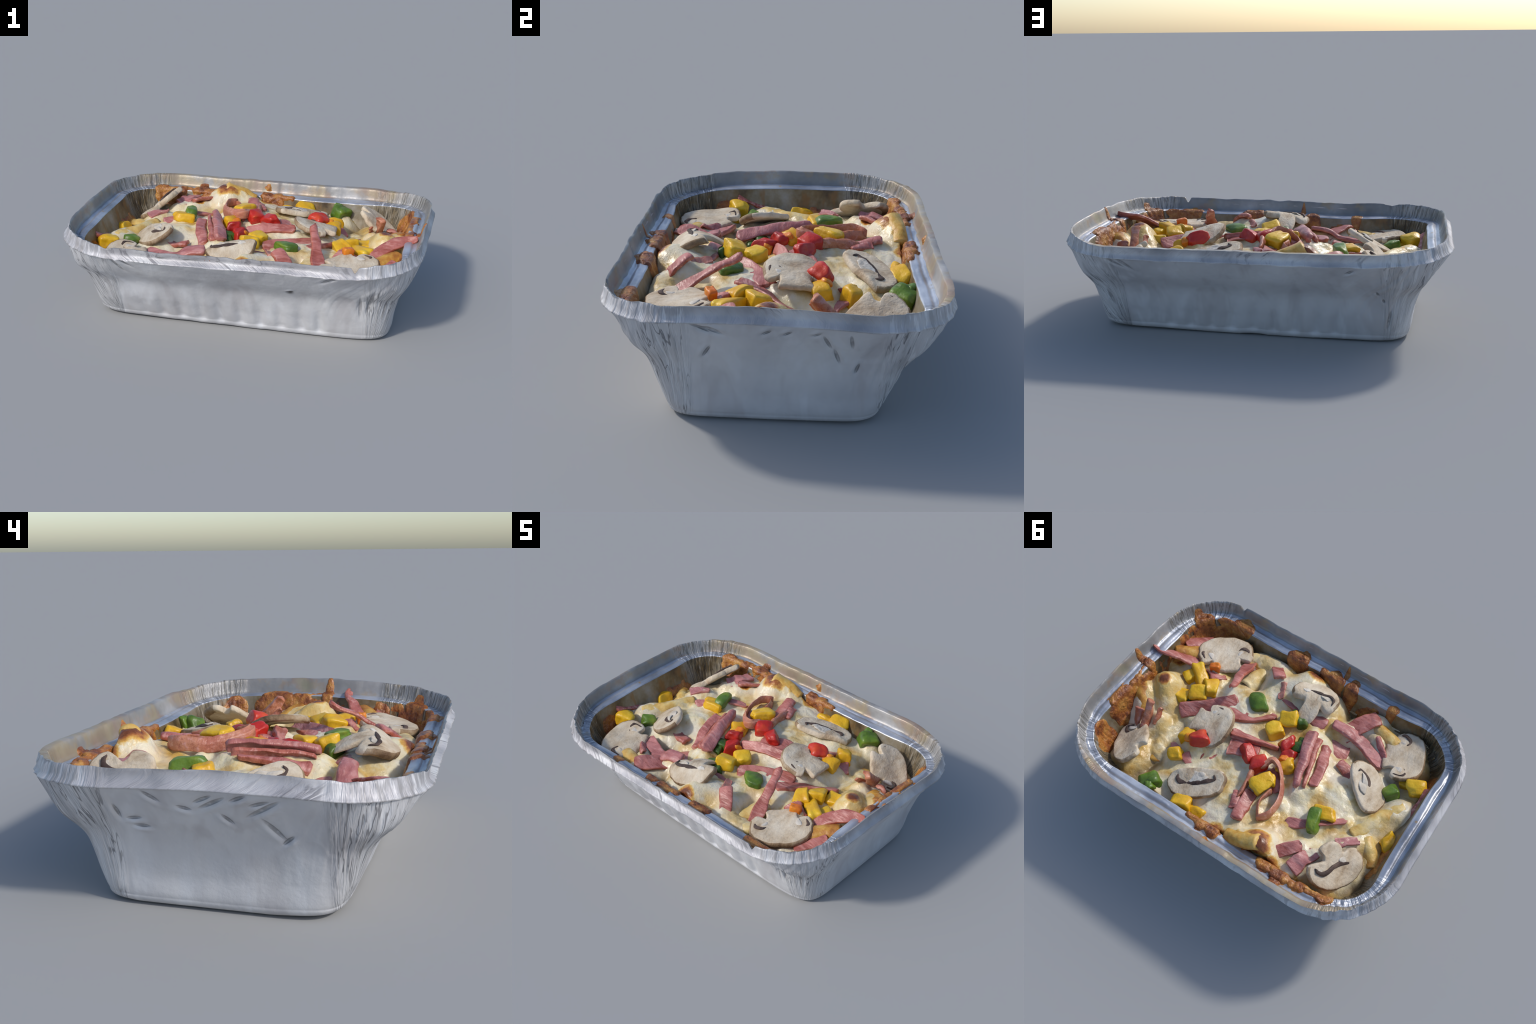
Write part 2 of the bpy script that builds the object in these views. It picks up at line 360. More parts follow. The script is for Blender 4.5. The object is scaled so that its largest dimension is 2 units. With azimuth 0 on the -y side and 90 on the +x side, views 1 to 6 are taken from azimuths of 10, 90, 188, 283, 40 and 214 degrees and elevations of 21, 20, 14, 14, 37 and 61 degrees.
def rounded_outline(bulge):
    lines = []
    for (p, q), o in zip(SIDES_TOP, bulge):
        p, q = np.array(p), np.array(q); t = unit(p - q); n = np.array([t[1], -t[0]])
        if n @ p < 0: n = -n
        lines.append((n, n @ p + o))
    pts = []
    for i in range(4):
        (n1, d1), (n2, d2) = lines[i], lines[(i + 1) % 4]; r = CORNER_RADIUS[i]
        c = np.linalg.solve(np.array([n1, n2]), np.array([d1 - r, d2 - r]))
        a1, a2 = math.atan2(n1[1], n1[0]), math.atan2(n2[1], n2[0])
        while a2 > a1: a2 -= 2 * math.pi
        pts += [c + r * np.array([math.cos(a), math.sin(a)]) for a in np.linspace(a1, a2, 40)]
    P = np.array(pts); dense = []
    for a, b in zip(P, np.roll(P, -1, 0)):
        dense += [a + (b - a) * f for f in np.linspace(0, 1, 12, endpoint=False)]
    P = np.array(dense); th = np.arctan2(P[:, 1], P[:, 0]) % (2 * math.pi); o = np.argsort(th)
    R = np.interp(PHI, th[o], np.hypot(P[:, 0], P[:, 1])[o], period=2 * math.pi)
    return np.stack([R * np.cos(PHI), R * np.sin(PHI)], 1)

_h = np.array(RIM_HEIGHTS, float)
RIM_Z = np.interp(PHI, np.radians(_h[:, 0]), _h[:, 1], period=2 * math.pi)
_k = np.hanning(61); _k /= _k.sum()
RIM_Z = np.convolve(np.concatenate([RIM_Z[-30:], RIM_Z, RIM_Z[:30]]), _k, "valid")

def level(i):
    if i >= 5:
        xy = rounded_outline(SIDE_BULGE if i == 5 else [0] * 4)
        return np.column_stack([xy, RIM_Z - (.060 if i == 5 else 0)])
    cs, sn = np.abs(np.cos(PHI)), np.abs(np.sin(PHI))
    R = ((cs / HALF_X[i]) ** SQUARE[i] + (sn / HALF_Y[i]) ** SQUARE[i]) ** (-1 / SQUARE[i])
    th = -.0638 + .0427 * i / 6; cx = (.003, .003, .003, 0, -.007)[i]; cy = (0, 0, -.002, -.003, -.002)[i]
    x, y = R * np.cos(PHI), R * np.sin(PHI)
    z = (0, .035, .13, .2451, .3392)[i] + 0 * PHI
    return np.stack([cx + x * np.cos(th) - y * np.sin(th), cy + x * np.sin(th) + y * np.cos(th), z], 1)

LV = [level(i) for i in range(7)]
rim = LV[6]
tan = np.roll(rim[:, :2], -1, 0) - np.roll(rim[:, :2], 1, 0)
seg = np.linalg.norm(np.roll(rim[:, :2], -1, 0) - rim[:, :2], axis=1)
ARC = np.concatenate([[0], np.cumsum(seg)[:-1]]); ARC_LEN = seg.sum()
tan /= np.linalg.norm(tan, axis=1)[:, None]
NRM = np.stack([tan[:, 1], -tan[:, 0], 0 * tan[:, 0]], 1)           # outward
def loop_wave(freq, seed, octaves=1):
    c = np.stack([np.cos(PHI), np.sin(PHI), 0 * PHI], 1) * ARC_LEN / (2 * math.pi)
    return noise3(c, freq, seed, octaves)
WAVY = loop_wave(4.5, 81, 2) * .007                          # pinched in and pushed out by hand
LV[5] = LV[5] + NRM * (WAVY * .7)[:, None]; LV[6] = LV[6] + NRM * WAVY[:, None]; rim = LV[6]
CORNER = smooth(.18, .6, 2 * np.abs(NRM[:, 0] * NRM[:, 1]))
k = np.ones(41) / 41
CORNER = np.convolve(np.concatenate([CORNER[-20:], CORNER, CORNER[:20]]), k, "valid")
def loop_noise(freq, seed, octaves=1):
    c = np.stack([np.cos(PHI), np.sin(PHI), 0 * PHI], 1) * ARC_LEN / (2 * math.pi)
    return noise3(c, freq, seed, octaves)
PLEAT = loop_noise(42, 3, 2) * CORNER
RAGGED = loop_noise(13, 5, 2)

def dents(p):
    out = np.zeros(len(p))
    for axis, lst in ((0, CREASES_X), (1, CREASES_Y)):
        for sg, a, b in lst:
            a, b = np.array(a), np.array(b); c = (a + b) / 2; L = np.linalg.norm(b - a) / 2 + .010; d = unit(b - a); w = .007 + .08 * L
            q = p[:, [1 - axis, 2]] - c
            al = (q @ d) / L; ac = (q @ np.array([-d[1], d[0]])) / w
            on = (p[:, axis] * sg > (.72 if axis == 0 else .40))
            out += on * np.exp(-al ** 2 * 1.2) * (-.011 * np.exp(-ac ** 2) + .006 * np.exp(-(ac - 1.7) ** 2))
    return out

# outer wall: smooth rise through the levels, folded band at the top
def wall_rows():
    base = np.stack(LV[:6]); rows = []
    ctrl = np.concatenate([(2 * base[0] - base[1])[None], base, (2 * base[5] - base[4])[None]])
    for t in np.linspace(0, 5, 111):
        i = min(int(t), 4); f = t - i
        a, b, c, d = ctrl[i], ctrl[i + 1], ctrl[i + 2], ctrl[i + 3]
        p = .5 * (2 * b + (c - a) * f + (2 * a - 5 * b + 4 * c - d) * f * f + (3 * b - 3 * c + d - a) * f ** 3)
        if i == 0: p = (b * (1 - f) + c * f); p[:, :2] = b[:, :2] + (c - b)[:, :2] * math.sin(f * math.pi / 2); p[:, 2] = b[:, 2] + (c - b)[:, 2] * (1 - math.cos(f * math.pi / 2))
        z = p[:, 2]
        side = smooth(.80, .97, np.abs(NRM[:, 1]))
        xx = p[:, 0] + .12 * (z - .1)
        flute = (.5 + .5 * np.cos(2 * math.pi * xx / .108)) ** 1.6 * smooth(.62, .42, np.abs(p[:, 0])) * side * smooth(.015, .05, z) * smooth(.22, .10, z)
        buckle = noise3(p, 4.0, 11, 2) * .010 * smooth(.03, .12, z) + noise3(p * np.array([1, 1, .3]), 11, 12, 2) * .004 * smooth(.0, .1, z)
        pl = PLEAT * .008 * smooth(.06, .3, z)
        fold = np.abs(noise3(p * np.array([1, 1, .45]) + 3, 9, 15, 2)); buckle = buckle + .012 * (.25 - np.minimum(fold, .25)) * smooth(.10, .36, z) * (.35 + .65 * CORNER)
        p = p + NRM * (buckle + pl - .013 * flute + dents(p))[:, None]
        p[:, 2] += np.maximum(0, loop_noise(3.2, 71, 2) + .1) * .012 * smooth(.12, .0, z)
        rows.append(p)
    for f in (.04, .12, .3, .5, .7, .85, .95, 1.0):
        p = LV[5] * (1 - f) + LV[6] * f
        straight = 1 - CORNER
        off = .007 * math.exp(-((f - .06) / .08) ** 2) - .009 * straight * math.sin(math.pi * f) + PLEAT * .006 + .003 * loop_noise(24, 21 + int(f * 3)) * (.4 + .6 * CORNER)
        gap = smooth(-.62, -.45, p[:, 0]) * smooth(.62, .30, p[:, 0]) * smooth(-.6, -.9, NRM[:, 1])
        off = off - .016 * gap * math.exp(-((f - .42) / .16) ** 2)
        p = p + NRM * off[:, None]; p[:, 2] += rim_edge * f
        rows.append(p)
    return rows

rim_edge = RAGGED * (.004 + .006 * CORNER)
for (nx, ny, depth, wd) in ((.61, -.694, .034, .020), (-.67, -.63, .012, .05), (.95, -.35, .010, .02), (.69, .62, .008, .02), (-.93, .33, .008, .02), (.02, -.66, .012, .06), (-.93, -.22, .008, .02)):
    d = np.hypot(rim[:, 0] - nx, rim[:, 1] - ny)
    rim_edge -= depth * np.clip(1 - d / wd, 0, 1)
rows = wall_rows()
foot = rows[0].copy(); inner_foot = foot * np.array([.93, .9, 1]); inner_foot[:, 2] = .004
mid_foot = foot * np.array([.5, .5, 0]); mid_foot[:, 2] = .006
W = np.concatenate([mid_foot, inner_foot] + rows)
centre = len(W); W = np.vstack([W, [[0, 0, .006]]])
F = [tuple(f) for f in grid_faces(len(rows) + 2, NPHI)] + [((j + 1) % NPHI, j, centre) for j in range(NPHI)]
row_of = np.concatenate([np.repeat(np.arange(len(rows) + 1), NPHI), np.zeros(NPHI, int)])
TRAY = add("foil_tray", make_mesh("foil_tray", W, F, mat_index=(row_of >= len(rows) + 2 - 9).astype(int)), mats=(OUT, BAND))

# inside: rim top, upright lip, flat ledge, inner wall, floor. Offsets run inward from the rim.
LEDGE_Z = RIM_Z - .068
PROFILE = [(0.000, 1.00), (.006, .99), (.010, .90), (.014, .70), (.019, .45), (.024, .22), (.029, .06), (.035, .0)]
THICK_LIP = .020 * smooth(.6, .95, NRM[:, 1])                # the fold is fatter along one long side
LEDGE_IN = .072 * CORNER + .097 * (1 - CORNER) + THICK_LIP   # where the ledge ends, measured inward from the rim
WALL_DROP = [(.004, -.008), (.007, -.02), (.030, -.10), (.085, -.18), (.130, -.23)]
def inner_rows():
    out = []
    top = rows[-1]; straight = 1 - CORNER
    for off, h in PROFILE:
        p = rim - NRM * (off + THICK_LIP * min(1, off / .006))[:, None]; p[:, 2] = LEDGE_Z * (1 - h) + (RIM_Z + rim_edge) * h
        if off == 0: p = top.copy()
        else: p = p + NRM * (PLEAT * .006 + .003 * loop_noise(20, 31))[:, None]
        out.append(p)
    for u in np.linspace(.07, 1, 14):
        p = rim - NRM * ((.035 + THICK_LIP) * (1 - u) + LEDGE_IN * u)[:, None]
        dz = -.004 * u + straight * (-.006 * math.exp(-((u - .28) / .12) ** 2) + .004 * math.exp(-((u - .6) / .2) ** 2)) + CORNER * .004 * loop_noise(70, 41, 2) * math.sin(math.pi * u)
        p[:, 2] = LEDGE_Z + dz + .002 * loop_noise(18, 43 + int(u * 4))
        out.append(p)
    wd = np.array(WALL_DROP)
    for z in [-.008, -.016] + list(np.linspace(-.022, -.23, 19)) + [-.235]:
        o = np.interp(-z, -wd[:, 1], wd[:, 0]) if z > -.234 else .2
        p = rim - NRM * (LEDGE_IN + o)[:, None]; p[:, 2] = LEDGE_Z + z
        p = p + NRM * (PLEAT * .010 + .006 * loop_noise(9, 51) * (1 - CORNER))[:, None] * min(1, -z * 20)
        out.append(p)
    return out
IN = inner_rows()
V = np.concatenate(IN); c0 = len(V)
V = np.vstack([V, [[0, 0, IN[-1][:, 2].mean()]]])
last = (len(IN) - 1) * NPHI
F = [tuple(f) for f in grid_faces(len(IN), NPHI)] + [(last + j, last + (j + 1) % NPHI, c0) for j in range(NPHI)]
row_of = np.concatenate([np.repeat(np.arange(len(IN) - 1), NPHI), np.full(NPHI, len(IN) - 1)])
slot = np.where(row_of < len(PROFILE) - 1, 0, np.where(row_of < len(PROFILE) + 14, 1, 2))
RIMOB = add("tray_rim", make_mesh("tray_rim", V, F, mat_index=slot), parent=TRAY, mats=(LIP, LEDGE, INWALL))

# ----------------------------------------------------- food heights (surface)
# (x, y, z) where the cheese lies: ridges over pasta, sags between, hollows at the foil
SURFACE = [(.13, .167, .437), (.086, .36, .432), (-.294, .413, .42), (-.336, .087, .405), (-.42, -.22, .292), (.171, -.344, .425), (.36, -.091, .405), (.63, .23, .275), (.66, .11, .33),
           (-.436, .005, .43), (-.324, .212, .40), (.0, .0, .405), (-.05, -.2, .395), (.25, .0, .41), (.42, .15, .355), (.45, .29, .35), (.3, .25, .39), (.22, .37, .40), (.23, .5, .37), (.45, .44, .36), (.38, .44, .375),
           (-.10, .25, .42), (-.1, .4, .442), (-.08, .48, .44), (-.15, .54, .44), (-.26, .53, .46), (-.02, .56, .43), (.08, .54, .40), (-.39, .46, .41), (-.5, .45, .40), (-.6, .47, .38), (-.65, .39, .33), (-.45, .18, .385), (-.43, .3, .39), (-.58, .2, .37),
           (-.71, .03, .36), (-.78, -.1, .35), (-.79, -.22, .34), (-.68, -.14, .34), (-.57, -.08, .36), (-.56, -.28, .32), (-.47, -.28, .295), (-.65, -.36, .30), (-.38, -.34, .325), (-.2, -.33, .37), (-.31, -.4, .315), (-.40, -.5, .34), (-.05, -.40, .44), (-.02, -.33, .43), (.0, -.52, .462), (.06, -.55, .455), (-.16, -.48, .36),
           (.22, -.45, .438), (.26, -.5, .37), (.40, -.45, .345), (.35, -.42, .31), (.31, -.30, .415), (.42, -.24, .415), (.5, -.25, .375), (.6, -.2, .36), (.55, -.1, .38), (.63, -.05, .37), (.57, -.43, .36), (.68, -.42, .36), (.66, -.54, .29), (.52, -.56, .30), (.72, -.25, .39), (.80, -.22, .42), (.87, -.2, .42), (.74, -.06, .43), (.70, .1, .37), (.76, .15, .33), (.74, .36, .30), (.66, .38, .275), (.55, .36, .295), (.62, .44, .28),
           (-.32, -.23, .312), (-.2, -.05, .40), (-.3, .0, .40), (.2, -.2, .42), (.05, -.25, .39), (.48, .03, .38),
           # hollows and the line where the food meets the foil
           (.18, -.58, .33), (.32, -.57, .30), (-.24, -.52, .30), (-.475, -.52, .28), (-.64, -.49, .24), (-.77, -.42, .22), (-.83, -.32, .26), (-.86, -.1, .32), (-.85, .05, .28), (-.78, .1, .31), (-.82, .24, .28), (-.80, .36, .23), (-.79, .44, .22), (-.69, .53, .22), (-.62, .54, .30), (-.5, .54, .39), (-.38, .57, .40), (-.25, .57, .40), (-.33, .53, .36),
           (.0, .60, .42), (.15, .57, .37), (.3, .55, .34), (.45, .53, .34), (.6, .5, .31), (.72, .44, .23), (.8, .33, .24), (.84, .2, .28), (.86, .12, .30), (.83, -.05, .31), (.83, .03, .40), (.88, -.14, .33), (.87, -.3, .35), (.82, -.4, .31), (.76, -.48, .27), (.64, -.57, .30), (.45, -.59, .31), (-.1, -.57, .34), (.0, -.58, .41)]
SURFACE = np.array(SURFACE)
def kernel(d): return -np.sqrt(d * d + .03 ** 2)
_K = kernel(np.linalg.norm(SURFACE[:, None, :2] - SURFACE[None, :, :2], axis=2)) + .012 * np.eye(len(SURFACE))
_A = np.block([[_K, np.ones((len(SURFACE), 1))], [np.ones((1, len(SURFACE))), np.zeros((1, 1))]])
_w = np.linalg.solve(_A, np.concatenate([SURFACE[:, 2], [0]]))
def food_z(xy):
    xy = np.atleast_2d(np.asarray(xy, float))
    out = np.empty(len(xy))
    for s in range(0, len(xy), 20000):
        d = np.linalg.norm(xy[s:s + 20000, None] - SURFACE[None, :, :2], axis=2)
        out[s:s + 20000] = kernel(d) @ _w[:-1] + _w[-1]
    return out

def inside(xy, off):
    poly = (rim - NRM * np.broadcast_to(off, NPHI)[:, None])[::6, :2]
    x, y = xy[:, 0], xy[:, 1]; ins = np.zeros(len(xy), bool)
    for a, b in zip(poly, np.roll(poly, -1, 0)):
        cond = (a[1] > y) != (b[1] > y)
        if cond.any():
            xi = a[0] + (y - a[1]) * (b[0] - a[0]) / (b[1] - a[1] + 1e-15)
            ins ^= cond & (x < xi)
    return ins

# dark gaps where the cheese has not closed over the pasta
HOLES = [(.36, -.41, .05), (.88, -.15, .05), (.84, -.05, .05), (-.35, .52, .05), (.27, .32, .03), (.53, .10, .04), (-.20, .50, .04), (-.24, -.50, .07), (-.48, -.50, .07), (-.76, .11, .05), (.20, -.57, .06), (.30, -.33, .03), (-.60, -.15, .04), (.67, -.12, .03)]
SOFT = 150.0
FOOT = []        # (x, y, z, radius): where buried pieces hold the cheese up
def build_cheese():
    h = .0055
    xs = np.arange(-.92, .92, h); ys = np.arange(-.64, .64, h)
    X, Y = np.meshgrid(xs, ys); xy = np.stack([X.ravel(), Y.ravel()], 1)
    keep = inside(xy, LEDGE_IN + .022)
    z = food_z(xy)
    P = np.column_stack([xy, 0 * z])
    z = z - .018 - .05 * sum(np.exp(-((xy[:, 0] - hx) ** 2 + (xy[:, 1] - hy) ** 2) / hr ** 2) for hx, hy, hr in HOLES)
    warp = xy + .010 * np.stack([noise3(P, 14, 65, 2), noise3(P, 14, 66, 2)], 1)
    acc = np.exp((z - .38) * SOFT)
    for (fx, fy, fz, fr) in FOOT:
        d = np.hypot(warp[:, 0] - fx, warp[:, 1] - fy); near = d < fr + .12
        dd = np.maximum(0, d[near] - fr)
        acc[near] += np.exp((fz - dd * (.55 + 6 * dd) - .38) * SOFT)
    z = .38 + np.log(acc) / SOFT
    z = z + .012 * noise3(P, 8, 61, 2) + .007 * noise3(P, 20, 62, 2) + .0016 * noise3(P, 55, 63, 2)
    z = .225 + np.log1p(np.exp((z - .225) * 70)) / 70
    for o, zmin in ((.135, .205), (.115, .23), (.10, .245), (.085, .258), (.07, .28), (.055, .303), (.042, .32), (.032, .335)):
        out_of = ~inside(xy, LEDGE_IN + o); z[out_of] = np.maximum(z[out_of], zmin)
    idx = -np.ones(len(xy), int); idx[keep] = np.arange(keep.sum())
    nx = len(xs); r, c = np.meshgrid(np.arange(len(ys) - 1), np.arange(nx - 1), indexing="ij")
    q = np.stack([r * nx + c, r * nx + c + 1, (r + 1) * nx + c + 1, (r + 1) * nx + c], -1).reshape(-1, 4)
    q = idx[q]; q = q[(q >= 0).all(1)]
    top = np.column_stack([xy, z])[keep]
    bm = bmesh.new(); vs = [bm.verts.new(v) for v in top]
    for f in q: bm.faces.new([vs[i] for i in f])
    bmesh.ops.delete(bm, geom=[v for v in bm.verts if not v.link_faces], context="VERTS")
    ed = [e for e in bm.edges if e.is_boundary]
    ex = bmesh.ops.extrude_edge_only(bm, edges=ed)
    for v in ex["geom"]:
        if isinstance(v, bmesh.types.BMVert): v.co.z = min(v.co.z - .005, .325)
    for f in bm.faces: f.smooth = True
    bmesh.ops.recalc_face_normals(bm, faces=bm.faces)
    me = bpy.data.meshes.new("melted_cheese"); bm.to_mesh(me); bm.free()
    if me.polygons[len(me.polygons) // 2].normal.z < 0: me.flip_normals()
    return me

# ------------------------------------------------------------ burnt patches
def build_crust(px, py, along, s0, s1, thick, seed):
    """baked-on cheese lying on the inside of the tray: rows s0..s1 of the inner profile"""
    j0 = int(np.argmin(np.hypot(rim[:, 0] - px, rim[:, 1] - py)))
    n = int(along / ARC_LEN * NPHI) + 8
    js = (np.arange(j0 - n, j0 + n + 1)) % NPHI
    blk = np.stack([IN[i] for i in range(len(IN))])[:, js]
    dr = np.gradient(blk, axis=0); dc = np.gradient(blk, axis=1)
    nr = np.cross(dc, dr); nr /= np.linalg.norm(nr, axis=2)[..., None] + 1e-9
    cen = np.array([0, 0, .9]) - blk
    nr *= np.sign((nr * cen).sum(2))[..., None]
    arc = np.abs(np.arange(-n, n + 1)) * ARC_LEN / NPHI
    a = arc[None] / along
    rr = np.arange(len(IN))[:, None]; mid = (s0 + s1) / 2; b = np.abs(rr - mid) / ((s1 - s0) / 2)
    m = (.95 if along < .12 else .70) - (a ** 1.8 + b ** 1.8) + (1.0 if along < .12 else 1.5) * noise3(blk + seed, 10 if along < .12 else 12, seed, 3)
    hgt = .36 * thick * smooth(-.02, .5, m) * (1 + .5 * noise3(blk, 26, seed + 5, 3)) + .0012 - .005 * smooth(.08, -.05, m)
    P = blk + nr * hgt[..., None]
    nc = len(js); fac = grid_faces(len(IN), nc, wrap=False)
    ok = (m.ravel()[fac] > -.12).any(1); fac = fac[ok]
    if len(fac) == 0: return
    used = np.unique(fac); mp = -np.ones(len(IN) * nc, int); mp[used] = np.arange(len(used))
    me = make_mesh("burnt_cheese", P.reshape(-1, 3)[used], mp[fac])
    add("burnt_cheese", me, mats=(CRUST,))
for i, spec in enumerate([(.86, -.60, .075, 4, 36, .016), (.76, -.62, .24, 20, 43, .012), (.55, -.69, .075, 6, 30, .014), (.17, -.69, .095, 5, 42, .030), (.0, -.69, .17, 17, 43, .016),
                          (-.08, -.68, .09, 7, 32, .020), (-.20, -.68, .06, 5, 40, .018), (-.13, -.68, .02, 0, 14, .008), (-.46, -.66, .05, 9, 36, .008), (-.38, -.66, .12, 26, 44, .008),
                          (.0, .68, .19, 4, 36, .034), (.03, .68, .10, 16, 42, .026), (-.32, .69, .14, 7, 42, .022), (-.52, .70, .19, 4, 34, .030), (-.66, .70, .13, 12, 42, .022), (-.72, .68, .06, 8, 36, .022),
                          (1.0, -.10, .030, 0, 36, .018), (.98, .0, .20, 15, 43, .024), (.99, .17, .10, 10, 42, .018), (.96, -.30, .16, 19, 42, .016), (.93, .42, .10, 22, 44, .008), (-.97, .2, .16, 26, 44, .008), (-.95, -.3, .10, 26, 44, .006)]):
    build_crust(*spec, seed=100 + i)

# -------------------------------------------------------------------- pieces
def sweep(pts, w, t, normal, seed=0, n=30, square=4.5, taper=(1, 1), ripple=.008, twist=0.0, wave=0.0, lens=False):
    """a strip with a rounded-rectangle section following a spine"""
    C = catmull(pts, n); m = 20
    T = np.gradient(C, axis=0); T /= np.linalg.norm(T, axis=1)[:, None]
    ang = np.linspace(0, 2 * math.pi, m, endpoint=False)
    ca, sa = np.cos(ang), np.sin(ang)
    sx = np.sign(ca) * np.abs(ca) ** (2 / square); sy = np.sign(sa) * np.abs(sa) ** (2 / square)
    P = []; s = np.linspace(0, 1, n)
    for i in range(n):
        N = np.asarray(normal, float); N = N - T[i] * (N @ T[i]); N = unit(N); B = np.cross(T[i], N)
        a = twist * (s[i] - .5); N, B = N * math.cos(a) + B * math.sin(a), B * math.cos(a) - N * math.sin(a)
        e = min(1, math.sqrt(max(0, 1 - (1 - min(1, s[i] / .045)) ** 2)) + .35) * min(1, math.sqrt(max(0, 1 - (1 - min(1, (1 - s[i]) / .045)) ** 2)) + .35)
        k = (taper[0] * (1 - s[i]) + taper[1] * s[i]) * e * ((.3 + .7 * math.sin(math.pi * s[i])) if lens else 1)
        cw = noise1(np.array([s[i] * 3.1 + seed]), seed)[0] * wave; k *= 1 + .12 * noise1(np.array([s[i] * 6 + seed * 1.7]), seed + 3)[0] * (wave > 0)
        lift = N[None] * (wave * np.sin(sx * 1.6 + seed + 2.5 * s[i]) + cw)[:, None]
        P.append(lift + C[i] + B[None] * (sx * w / 2 * k)[:, None] + N[None] * (sy * t / 2 * (.6 + .4 * k))[:, None])
    P = np.array(P); flat = P.reshape(-1, 3)
    d = np.stack([noise3(flat, 16, seed + j, 2) for j in range(3)], 1)
    flat = flat + d * ripple
    verts = np.vstack([flat, flat[:m].mean(0), flat[-m:].mean(0)])
    F = [tuple(f) for f in grid_faces(n, m)]
    a, b = len(verts) - 2, len(verts) - 1; L = (n - 1) * m
    F += [((j + 1) % m, j, a) for j in range(m)] + [(L + j, L + (j + 1) % m, b) for j in range(m)]
    return verts, F

def centred(name, verts, faces, mats, parent=ROOT, mat_index=None):
    c = np.asarray(verts).mean(0)
    ob = add(name, make_mesh(name, np.asarray(verts) - c, faces, mat_index=mat_index), parent, mats)
    ob.location = Vector(c) - (parent.location if parent is not ROOT else Vector())
    return ob

